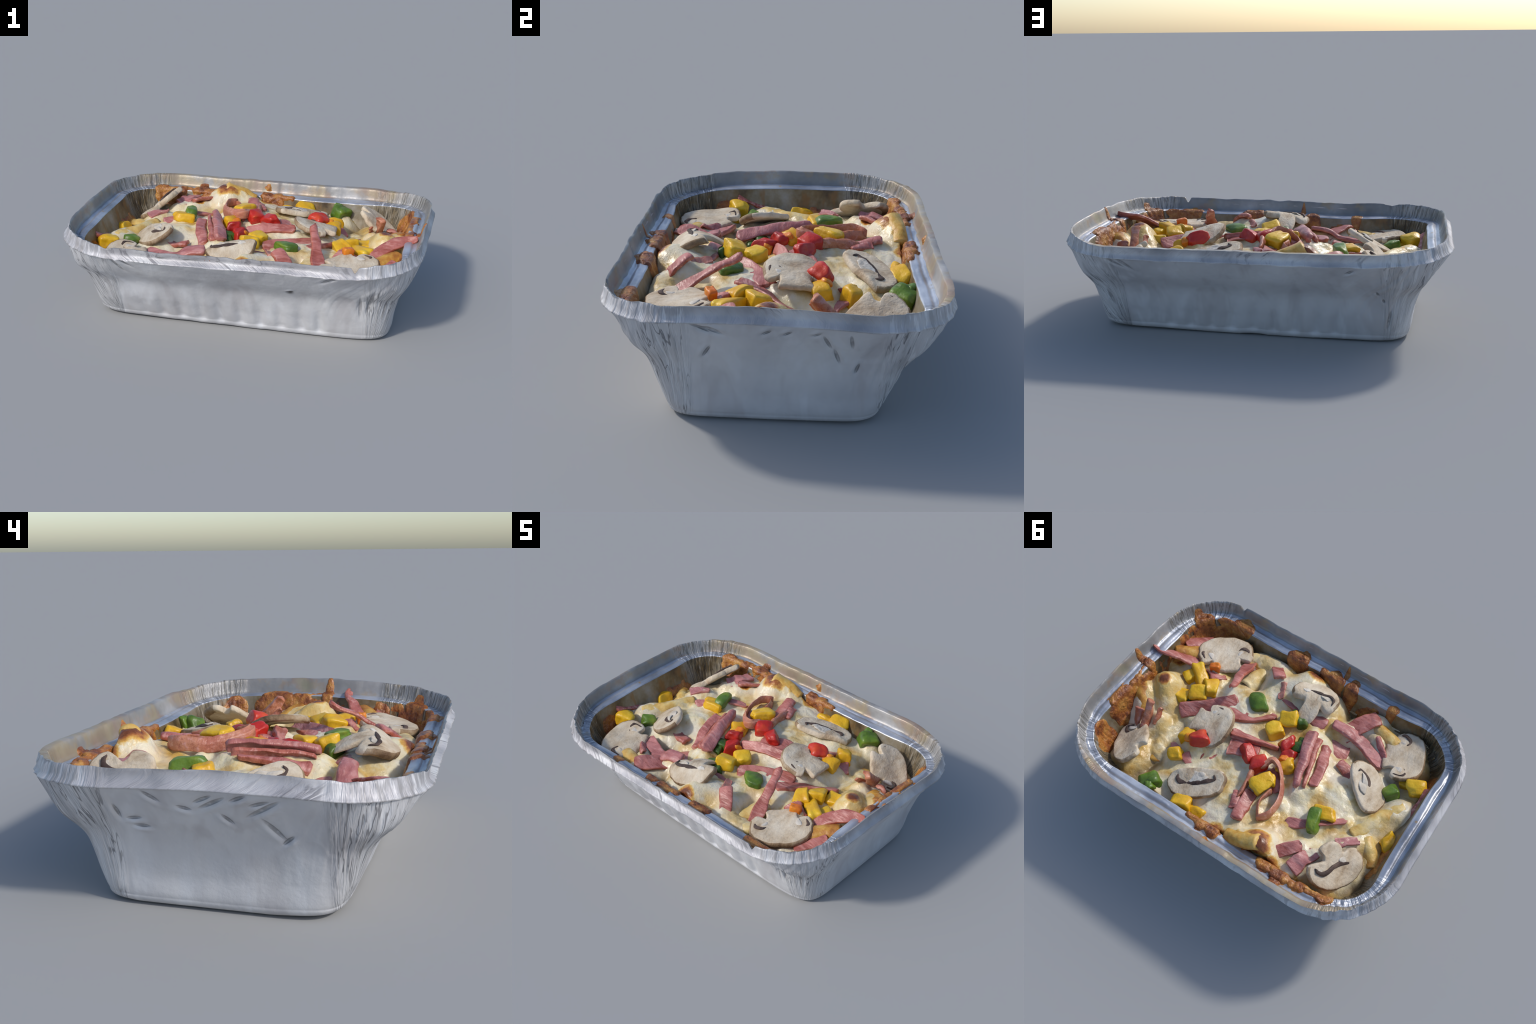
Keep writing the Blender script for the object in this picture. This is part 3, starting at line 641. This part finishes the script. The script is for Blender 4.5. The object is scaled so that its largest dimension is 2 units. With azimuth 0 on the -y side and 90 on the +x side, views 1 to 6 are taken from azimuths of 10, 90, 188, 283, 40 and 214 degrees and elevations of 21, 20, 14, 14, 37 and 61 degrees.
UP = (0, 0, 1)
HAM_STRIPS = [  # spine, width, thickness, facing, material, taper
    ([(.412, -.47, .365), (.385, -.33, .45), (.352, -.172, .535)], .062, .020, (.6, -.6, .5), HAM, (1, .55)),
    ([(-.150, -.215, .43), (-.205, -.03, .455), (-.262, .14, .45)], .058, .034, (.75, .3, .6), HAM, (1, .8)),
    ([(-.20, -.20, .41), (-.24, -.04, .435), (-.285, .11, .435)], .050, .024, (.75, .3, .6), HAM, (.8, .7)),
    ([(-.255, -.19, .375), (-.30, -.05, .415), (-.322, .08, .43)], .060, .030, (-.3, -.2, .9), HAM, (1, .8)),
    ([(-.206, -.331, .40), (-.29, -.335, .395), (-.376, -.335, .352), (-.47, -.300, .346), (-.57, -.26, .348)], .065, .026, (0, -.5, .85), HAM, (1, .9)),
    ([(-.41, -.51, .385), (-.35, -.43, .368), (-.27, -.31, .352)], .10, .018, UP, HAM, (.9, 1)),
    ([(.585, .03, .375), (.49, -.04, .385), (.40, -.115, .395), (.33, -.19, .395)], .075, .030, (-.2, .3, .9), HAM, (1, .9)),
    ([(.235, .02, .435), (.09, .0, .435), (-.045, -.03, .415)], .052, .030, (.1, -.5, .8), HAM, (1, .8)),
    ([(.20, .09, .420), (.11, .07, .432), (.03, .05, .425)], .12, .012, UP, HAM, (1, .6)),
    ([(.905, -.20, .500), (.83, -.205, .485), (.74, -.24, .450), (.64, -.30, .38)], .085, .022, (-.25, -.3, .8), HAM, (.35, 1.1)),
    ([(.81, -.36, .41), (.75, -.41, .385), (.68, -.46, .36)], .08, .020, UP, HAM, (1, 1)),
    ([(.703, .108, .492), (.70, .15, .44), (.685, .22, .36)], .048, .036, (.7, -.2, .6), RIND, (.95, 1)),
    ([(.772, .146, .412), (.765, .17, .385), (.75, .22, .33)], .06, .024, (.3, .3, .8), RIND, (.9, 1)),
    ([(.645, .10, .445), (.655, .13, .42), (.66, .18, .37)], .025, .018, (.7, -.2, .6), RIND, (.5, 1)),
    ([(.375, .285, .365), (.34, .23, .375), (.32, .18, .38)], .062, .022, UP, HAM, (1, 1)),
    ([(.325, .285, .36), (.285, .22, .37), (.255, .15, .375)], .058, .022, UP, HAM, (1, 1)),
    ([(.49, .18, .35), (.45, .22, .355), (.40, .26, .35)], .09, .020, UP, HAM, (1, 1)),
    ([(-.045, .15, .47), (-.07, .08, .485), (-.13, .095, .475), (-.19, .17, .465), (-.225, .25, .455), (-.22, .34, .445), (-.175, .40, .435)], .028, .050, UP, RIND, (.8, .7)),
    ([(-.185, .40, .43), (-.15, .35, .445), (-.135, .29, .445), (-.16, .22, .445)], .022, .040, UP, RIND, (.6, .7)),
    ([(-.075, .13, .44), (-.13, .15, .445), (-.18, .22, .435)], .07, .012, (.2, .1, 1), HAM, (1, .7)),
    ([(-.005, .155, .44), (-.018, .25, .445), (-.022, .35, .44)], .026, .040, UP, RIND, (1, .7)),
    ([(-.086, .46, .445), (-.075, .37, .435), (-.065, .27, .43)], .065, .022, UP, HAM, (.9, 1)),
    ([(-.32, .535, .395), (-.385, .47, .43), (-.455, .405, .44)], .060, .022, (.2, .4, .9), HAM, (1, .9)),
    ([(-.47, .54, .425), (-.495, .47, .43), (-.53, .39, .425)], .075, .022, (.2, .2, .9), HAM, (1, 1)),
    ([(-.59, .29, .40), (-.63, .25, .40), (-.68, .21, .385)], .05, .022, (.2, .2, .9), HAM, (1, .8)),
    ([(-.866, -.23, .42), (-.865, -.12, .385), (-.85, .02, .335)], .075, .024, (.6, 0, .7), HAMD, (.8, 1)),
    ([(.255, -.495, .39), (.232, -.46, .43), (.18, -.405, .45)], .060, .024, (.4, -.4, .8), HAM, (1, 1)),
    ([(.128, -.37, .40), (.044, -.345, .395), (-.06, -.318, .385), (-.18, -.30, .385)], .10, .016, UP, HAM, (.9, .8)),
    ([(-.20, -.215, .368), (-.27, -.225, .335), (-.36, -.24, .315)], .11, .016, UP, HAM, (1, 1)),
    ([(-.455, -.40, .378), (-.50, -.36, .355), (-.55, -.30, .330)], .05, .020, (.6, -.5, .6), HAM, (.5, 1)),
    ([(-.35, -.155, .36), (-.42, -.135, .35), (-.50, -.11, .345)], .055, .022, (.1, -.3, .9), HAM, (1, 1)),
    ([(.49, -.24, .405), (.53, -.27, .405), (.58, -.30, .39)], .085, .024, (.1, -.3, .9), HAM, (1, 1)),
    ([(.37, -.06, .395), (.28, -.10, .395), (.19, -.14, .392), (.08, -.21, .388)], .075, .026, (.1, -.3, .9), HAM, (1, .9)),
    ([(-.30, .315, .39), (-.387, .283, .40), (-.469, .218, .395), (-.57, .14, .385)], .05, .018, UP, HAM, (1, .8)),
    ([(.40, -.565, .345), (.34, -.55, .35), (.29, -.53, .35)], .05, .020, UP, HAMD, (1, 1)),
    ([(.12, -.31, .415), (.14, -.36, .415), (.16, -.41, .43)], .035, .016, UP, RIND, (.8, 1)),
    ([(-.03, .41, .435), (-.02, .37, .44), (.0, .31, .43)], .04, .018, UP, HAM, (1, 1)),
]
for i, (sp, w, t, nv, mat, tp) in enumerate(HAM_STRIPS):
    v, f = sweep(sp, w * 1.12, t, nv, seed=200 + 7 * i, taper=tp, wave=.010, ripple=.006)
    sect = np.array([(f_[0] % 20) for f_ in f]); side = np.isin(sect, (0, 1, 18, 19, 8, 9, 10, 11)) | (np.arange(len(f)) >= len(f) - 40)
    centred("ham_strip", v, f, (mat, HAME if mat is HAM else mat), mat_index=side if mat is HAM else None)
    lo = min(p[2] for p in sp)
    for c in catmull(sp, 7):
        if c[2] < lo + .055: FOOT.append((c[0], c[1], min(c[2], .445) - t * .30 - .006, w * .30))

def dice(size, seed, square=4.0):
    bm = bmesh.new(); bmesh.ops.create_cube(bm, size=2)
    bmesh.ops.subdivide_edges(bm, edges=bm.edges[:], cuts=7, use_grid_fill=True)
    P = np.array([v.co[:] for v in bm.verts])
    r = (np.abs(P) ** square).sum(1) ** (1 / square); P = P / r[:, None]
    sk = np.random.default_rng(seed)
    # a wedge cut from a curved wall: shear, taper, bend
    P[:, 0] += P[:, 1] * sk.uniform(-.25, .25); P[:, 1] *= 1 + P[:, 0] * sk.uniform(-.22, .22); P[:, 2] *= 1 + P[:, 0] * sk.uniform(-.22, .22)
    P[:, 2] -= .22 * P[:, 0] ** 2 * sk.uniform(.2, 1.2)
    P += np.stack([noise3(P, 1.1, seed + j, 2) for j in range(3)], 1) * .24
    P *= np.asarray(size) / 2
    for v, p in zip(bm.verts, P): v.co = p
    for f in bm.faces: f.smooth = True
    me = bpy.data.meshes.new("pepper"); bm.to_mesh(me); bm.free()
    return me

DICE = [  # x, y, z, size, yaw, tilt, colour
    (.60, -.215, .395, (.15, .065, .065), 2.5, .25, YEL), (.50, -.175, .41, (.10, .07, .06), 2.2, -.3, YEL), (.545, -.108, .405, (.085, .075, .06), .4, .3, YEL), (.628, -.055, .375, (.09, .07, .055), .1, .2, YEL), (.655, -.19, .385, (.07, .06, .05), .9, 0, YEL), (.585, -.065, .36, (.05, .05, .05), 0, 0, GRE),
    (.433, .276, .378, (.07, .06, .075), .5, .2, YEL), (.432, .15, .395, (.075, .065, .075), .3, .3, YEL), (.40, .165, .42, (.05, .04, .05), .3, .5, ORA), (.352, .155, .440, (.095, .07, .065), .7, .35, RED),
    (-.096, .212, .463, (.115, .075, .055), 1.1, .25, YEL), (-.125, .18, .462, (.05, .045, .05), .2, .2, YEL), (.006, -.215, .418, (.09, .08, .065), .5, .35, YEL), (.040, -.12, .402, (.085, .075, .075), .9, .2, YEL), (-.035, -.255, .395, (.10, .05, .065), 2.5, .2, DGR),
    (-.136, .05, .428, (.085, .075, .06), .6, .3, YEL), (-.118, -.008, .428, (.07, .055, .055), .3, .3, RED), (-.118, .022, .432, (.05, .05, .05), .3, .3, ORA), (-.070, -.085, .402, (.085, .055, .075), 1.2, .2, RED), (-.058, -.065, .40, (.04, .05, .06), 1.2, .2, ORA),
    (.068, .094, .445, (.10, .06, .055), 2.4, .4, RED), (-.012, .122, .452, (.085, .08, .06), .8, .35, RED), (-.14, -.095, .395, (.09, .06, .06), .3, .2, DGR), (-.13, -.14, .385, (.05, .05, .05), .3, .2, DGR),
    (-.455, .175, .402, (.10, .07, .05), .3, .2, YEL), (-.428, .238, .415, (.125, .055, .060), 1.9, .25, GRE), (-.795, -.225, .365, (.10, .085, .075), .4, .25, YEL), (-.682, -.14, .348, (.075, .06, .06), .9, .3, GRE), (-.808, .114, .335, (.085, .065, .065), 1.2, .3, YEL),
    (.232, .508, .388, (.10, .07, .06), .3, .30, YEL), (.14, .515, .37, (.09, .06, .05), .1, .3, YEL), (.452, .49, .385, (.10, .075, .07), .9, .25, GRE), (.430, .515, .40, (.045, .04, .06), .5, .3, GRE), (.217, -.228, .412, (.10, .08, .045), 2.2, .2, GRE),
    (.55, -.29, .425, (.05, .035, .05), .4, 0, ORA), (-.72, -.24, .33, (.06, .05, .05), .2, 0, YEL), (.70, -.34, .37, (.06, .06, .05), .2, 0, YEL),
]
for i, (x, y, z, size, yaw, tilt, mat) in enumerate(DICE):
    ob = add("pepper_dice", dice(np.array(size) * 1.12, 300 + i, 7.0 if mat in (YEL, ORA) else 5.0), mats=(mat,))
    ob.location = (x, y, z + .004); ob.rotation_euler = (tilt * (1 if i % 2 else -1), tilt * .6, yaw)
    FOOT.append((x, y, z - size[2] * .22, min(size[:2]) * .42))

# mushrooms: a slice is an outline given thickness; u runs across the cap, v down the stem
TEE = [(-1, .05), (-.95, -.25), (-.75, -.5), (-.4, -.68), (0, -.72), (.4, -.7), (.75, -.52), (.95, -.25), (1, .05), (.97, .35), (.84, .52), (.66, .50), (.53, .44), (.48, .62), (.54, .88), (.2, .92), (-.2, .9), (-.55, .88), (-.49, .62), (-.53, .44), (-.66, .50), (-.84, .53), (-.96, .35)]
SIDE = [(-1, .1), (-.96, -.25), (-.75, -.58), (-.35, -.78), (.1, -.80), (.5, -.70), (.82, -.45), (.99, -.1), (1, .25), (.85, .42), (.62, .42), (.38, .40), (.34, .62), (.38, .85), (.1, 1.0), (-.2, .92), (-.36, .7), (-.36, .46), (-.6, .50), (-.85, .42)]
OVAL = [(-1, .12), (-.96, -.18), (-.78, -.45), (-.45, -.60), (0, -.66), (.45, -.6), (.8, -.42), (.98, -.12), (1, .15), (.85, .36), (.5, .46), (0, .50), (-.5, .46), (-.86, .36)]
GILLS = {"tee": [[(-.48, .06), (-.60, -.05), (-.74, -.02), (-.84, .14), (-.82, .36)], [(.46, .02), (.58, -.08), (.74, -.03), (.83, .14), (.78, .38)]],
         "side": [[(-.78, .30), (-.70, .08), (-.45, .0), (-.1, .04), (.25, .0), (.55, -.02), (.72, .1), (.76, .28)]],
         "oval": [[(-.62, .22), (-.66, .06), (-.5, -.03), (-.2, -.06), (.2, -.06), (.5, -.02), (.64, .08), (.62, .22)]]}
VEILS = {"tee": [[(-.58, .42), (-.58, .22), (-.66, .12)], [(.55, .42), (.56, .2), (.64, .1)]],
         "side": [[(-.58, .22), (-.45, .14), (-.15, .16)], [(.30, .12), (.45, .1), (.6, .2)]],
         "oval": [[(-.48, .10), (-.2, .08), (.2, .08), (.48, .12)], [(-.35, .2), (0, .2), (.35, .2)]]}
OUTL = {"tee": TEE, "side": SIDE, "oval": OVAL}

def mushroom(kind, centre, half_u, v_dir, v_len, thick, seed, bend=.0, mirror=1, curl=0.0):
    u = np.asarray(half_u, float); v = np.asarray(v_dir, float); hu = np.linalg.norm(u); uu = u / hu
    v = unit(v - uu * (v @ uu)); n = np.cross(uu, v)
    if n[2] < 0: n = -n
    n_flip = n
    out = catmull(OUTL[kind], 120, closed=True); out[:, 0] *= mirror
    wob = 1 + .035 * noise3(np.column_stack([out, np.zeros(120)]), 4, seed, 2) + .02 * noise3(np.column_stack([out, np.zeros(120)]), 11, seed + 1, 2)
    out = out * wob[:, None]
    def place(p2, h):
        p2 = np.asarray(p2, float); h = np.asarray(h, float)
        U, Vv = p2[..., 0], p2[..., 1]
        lift = bend * hu * (U ** 2 - .3) - curl * hu * np.maximum(0, Vv + .1) ** 2 + .06 * hu * noise3(np.stack([U, Vv, 0 * U], -1), 1.6, seed + 9, 1)
        return U[..., None] * uu * hu + Vv[..., None] * v * v_len + (h + lift)[..., None] * n_flip
    prof = [(0, 1), (.15, 1), (.3, 1), (.45, 1), (.6, 1), (.75, 1), (.87, .98), (.94, .9), (.98, .7), (1.0, .35), (1.005, -.1), (.99, -.6), (.95, -.9), (.8, -1), (.5, -1), (0, -1)]
    V = []; 
    for rho, h in prof:
        p2 = out * rho
        grain = .05 * thick * noise3(np.column_stack([p2 * 3, np.zeros(120)]), 2.5, seed + 3, 2)
        V.append(place(p2, h * thick / 2 + grain))
    V = np.concatenate(V); F = grid_faces(len(prof), 120)
    row = np.repeat(np.arange(len(prof) - 1), 120); col = np.tile(np.arange(120), len(prof) - 1)
    cap = out[col, 1] < (.36 if kind != "oval" else .3)
    mi = ((row >= 7) & (row <= 12) & cap).astype(int)
    tmp = make_mesh("mushroom_slice", V, F, mat_index=mi)
    # make all normals consistent
    bm = bmesh.new(); bm.from_mesh(tmp); bmesh.ops.remove_doubles(bm, verts=bm.verts, dist=1e-6); bmesh.ops.recalc_face_normals(bm, faces=bm.faces); bm.to_mesh(tmp); bm.free()
    ob = add("mushroom_slice", tmp, mats=(FLESH, SKIN)); ob.location = centre
    for lst, nm, mat, w, t in ((GILLS, "mushroom_gill", GILL, .16, .045), (VEILS, "mushroom_veil", VEIL, .26, .035)):
        for kk, line in enumerate(lst[kind]):
            c2 = catmull(np.array(line) * np.array([mirror, 1]), 24)
            c2 = c2 + .02 * np.stack([noise3(np.column_stack([c2, np.zeros(24)]), 5, seed + kk + j, 1) for j in range(2)], 1)
            sp = place(c2, np.full(24, thick / 2 - .002))
            vv, ff = sweep(sp, w * hu * (.8 if kind == "tee" else 1.15), t * hu + .004, n_flip, seed + 20 + kk, n=24, square=2.4, ripple=.085 * hu, taper=(.85, 1.1), lens=True)
            add(nm, make_mesh(nm, vv, ff), parent=ob, mats=(mat,))
    ring = [np.array(centre) + place(p2[None], np.zeros(1))[0] for p2 in out[::12] * .55]; lowest = min(w[2] for w in ring)
    for w in ring: FOOT.append((w[0], w[1], min(w[2], lowest + .025, .42) - thick * .7, .03))
    return ob

mushroom("tee", (.570, -.428, .402), (.128, .096, .012), (-.14, .20, .012), .155, .034, 1)
mushroom("side", (-.055, -.415, .462), (.130, .020, .022), (-.1, .85, .52), .125, .036, 2, bend=-.10, curl=.85)
mushroom("tee", (-.655, -.372, .358), (-.050, .152, .012), (.95, .3, -.12), .140, .030, 3, bend=.12)
mushroom("oval", (-.560, -.085, .392), (-.102, .100, -.034), (.6, .6, .42), .165, .030, 4)
mushroom("side", (-.655, .405, .405), (.078, .140, .052), (.62, -.42, .55), .135, .034, 5, bend=.0)
mushroom("tee", (.325, .045, .452), (-.01, .130, -.020), (.9, .1, -.22), .150, .030, 6, bend=-.16)
mushroom("tee", (.698, .352, .378), (-.090, .112, .058), (-.75, -.48, .45), .135, .032, 7, bend=.05)
mushroom("oval", (.225, .370, .418), (.148, .066, -.036), (.35, -.85, .15), .150, .034, 8)

# penne: hollow tubes under and between the cheese
def penne(pts, r, seed, mat=PASTA, hollow=True, cover=.5):
    C = catmull(pts, 30); T = np.gradient(C, axis=0); T /= np.linalg.norm(T, axis=1)[:, None]
    m = 32; ang = np.linspace(0, 2 * math.pi, m, endpoint=False); rows_ = []
    def ring(c, t, rad):
        N = unit(np.array([0, 0, 1.]) - t * t[2]) if abs(t[2]) < .95 else unit(np.array([1., 0, 0]) - t * t[0]); B = np.cross(t, N)
        return c + rad * (np.cos(ang)[:, None] * N + np.sin(ang)[:, None] * B) + (t * rad * .55)[None] * np.cos(ang)[:, None] * slant
    slant = .35
    inner = r * .62 if hollow else r * .05
    rows_.append(ring(C[0] + T[0] * r * .9, T[0], inner)); rows_.append(ring(C[0], T[0], inner)); rows_.append(ring(C[0] - T[0] * .006, T[0], (r + inner) / 2))
    for c, t in zip(C, T): rows_.append(ring(c, t, r))
    rows_.append(ring(C[-1] + T[-1] * .006, T[-1], (r + inner) / 2)); rows_.append(ring(C[-1], T[-1], inner)); rows_.append(ring(C[-1] - T[-1] * r * .9, T[-1], inner))
    P = np.concatenate(rows_)
    P = P + np.stack([noise3(P, 14, seed + j, 2) for j in range(3)], 1) * .009
    F = [tuple(f) for f in grid_faces(len(rows_), m)]
    e = (len(rows_) - 1) * m
    a = len(P); P = np.vstack([P, P[:m].mean(0), P[e:e + m].mean(0)])
    F += [((j + 1) % m, j, a) for j in range(m)] + [(e + j, e + (j + 1) % m, a + 1) for j in range(m)]
    me = make_mesh("penne_pasta", P - P.mean(0), F)
    bm = bmesh.new(); bm.from_mesh(me); bmesh.ops.recalc_face_normals(bm, faces=bm.faces); bm.to_mesh(me); bm.free()
    ob = add("penne_pasta", me, mats=(mat,)); ob.location = P.mean(0)
    for c in C[1:-1:4]: FOOT.append((c[0], c[1], c[2] + cover * r, r * .55))
for i, (pts, r, hol, cover) in enumerate([
        ([(-.79, -.10, .338), (-.71, .03, .340), (-.63, .18, .335)], .047, False, .85), ([(.61, -.01, .320), (.585, .15, .280), (.55, .33, .270)], .048, False, 1.15), ([(-.275, .525, .497), (-.19, .54, .455), (-.10, .545, .42)], .042, False, .6),
        ([(-.69, .15, .330), (-.75, .21, .318), (-.80, .27, .300)], .042, True, .6), ([(.742, -.072, .425), (.70, -.01, .385), (.66, .06, .34)], .045, False, .95), ([(.825, -.26, .395), (.77, -.30, .385), (.70, -.34, .37)], .055, True, .2),
        ([(.835, .02, .40), (.80, .07, .385), (.75, .12, .35)], .048, True, .7), ([(.20, -.50, .345), (.30, -.505, .345), (.43, -.49, .345)], .045, False, 1.0), ([(.36, -.30, .350), (.34, -.40, .330), (.325, -.52, .315)], .056, True, .1), ([(-.36, -.50, .325), (-.46, -.46, .325), (-.56, -.43, .32)], .045, True, .3),
        ([(-.30, .52, .36), (-.40, .54, .36), (-.5, .53, .36)], .04, False, .9)]):
    penne(pts, r, 500 + i, mat=TOASTED if i in (2, 5, 6) else PASTA, hollow=hol, cover=cover)

add("melted_cheese", build_cheese(), mats=(CHEESE,))

# everything edible has settled a little into the tray
for ob in ROOT.children:
    if ob is not TRAY and not ob.name.startswith("burnt_cheese"): ob.location.z -= .008
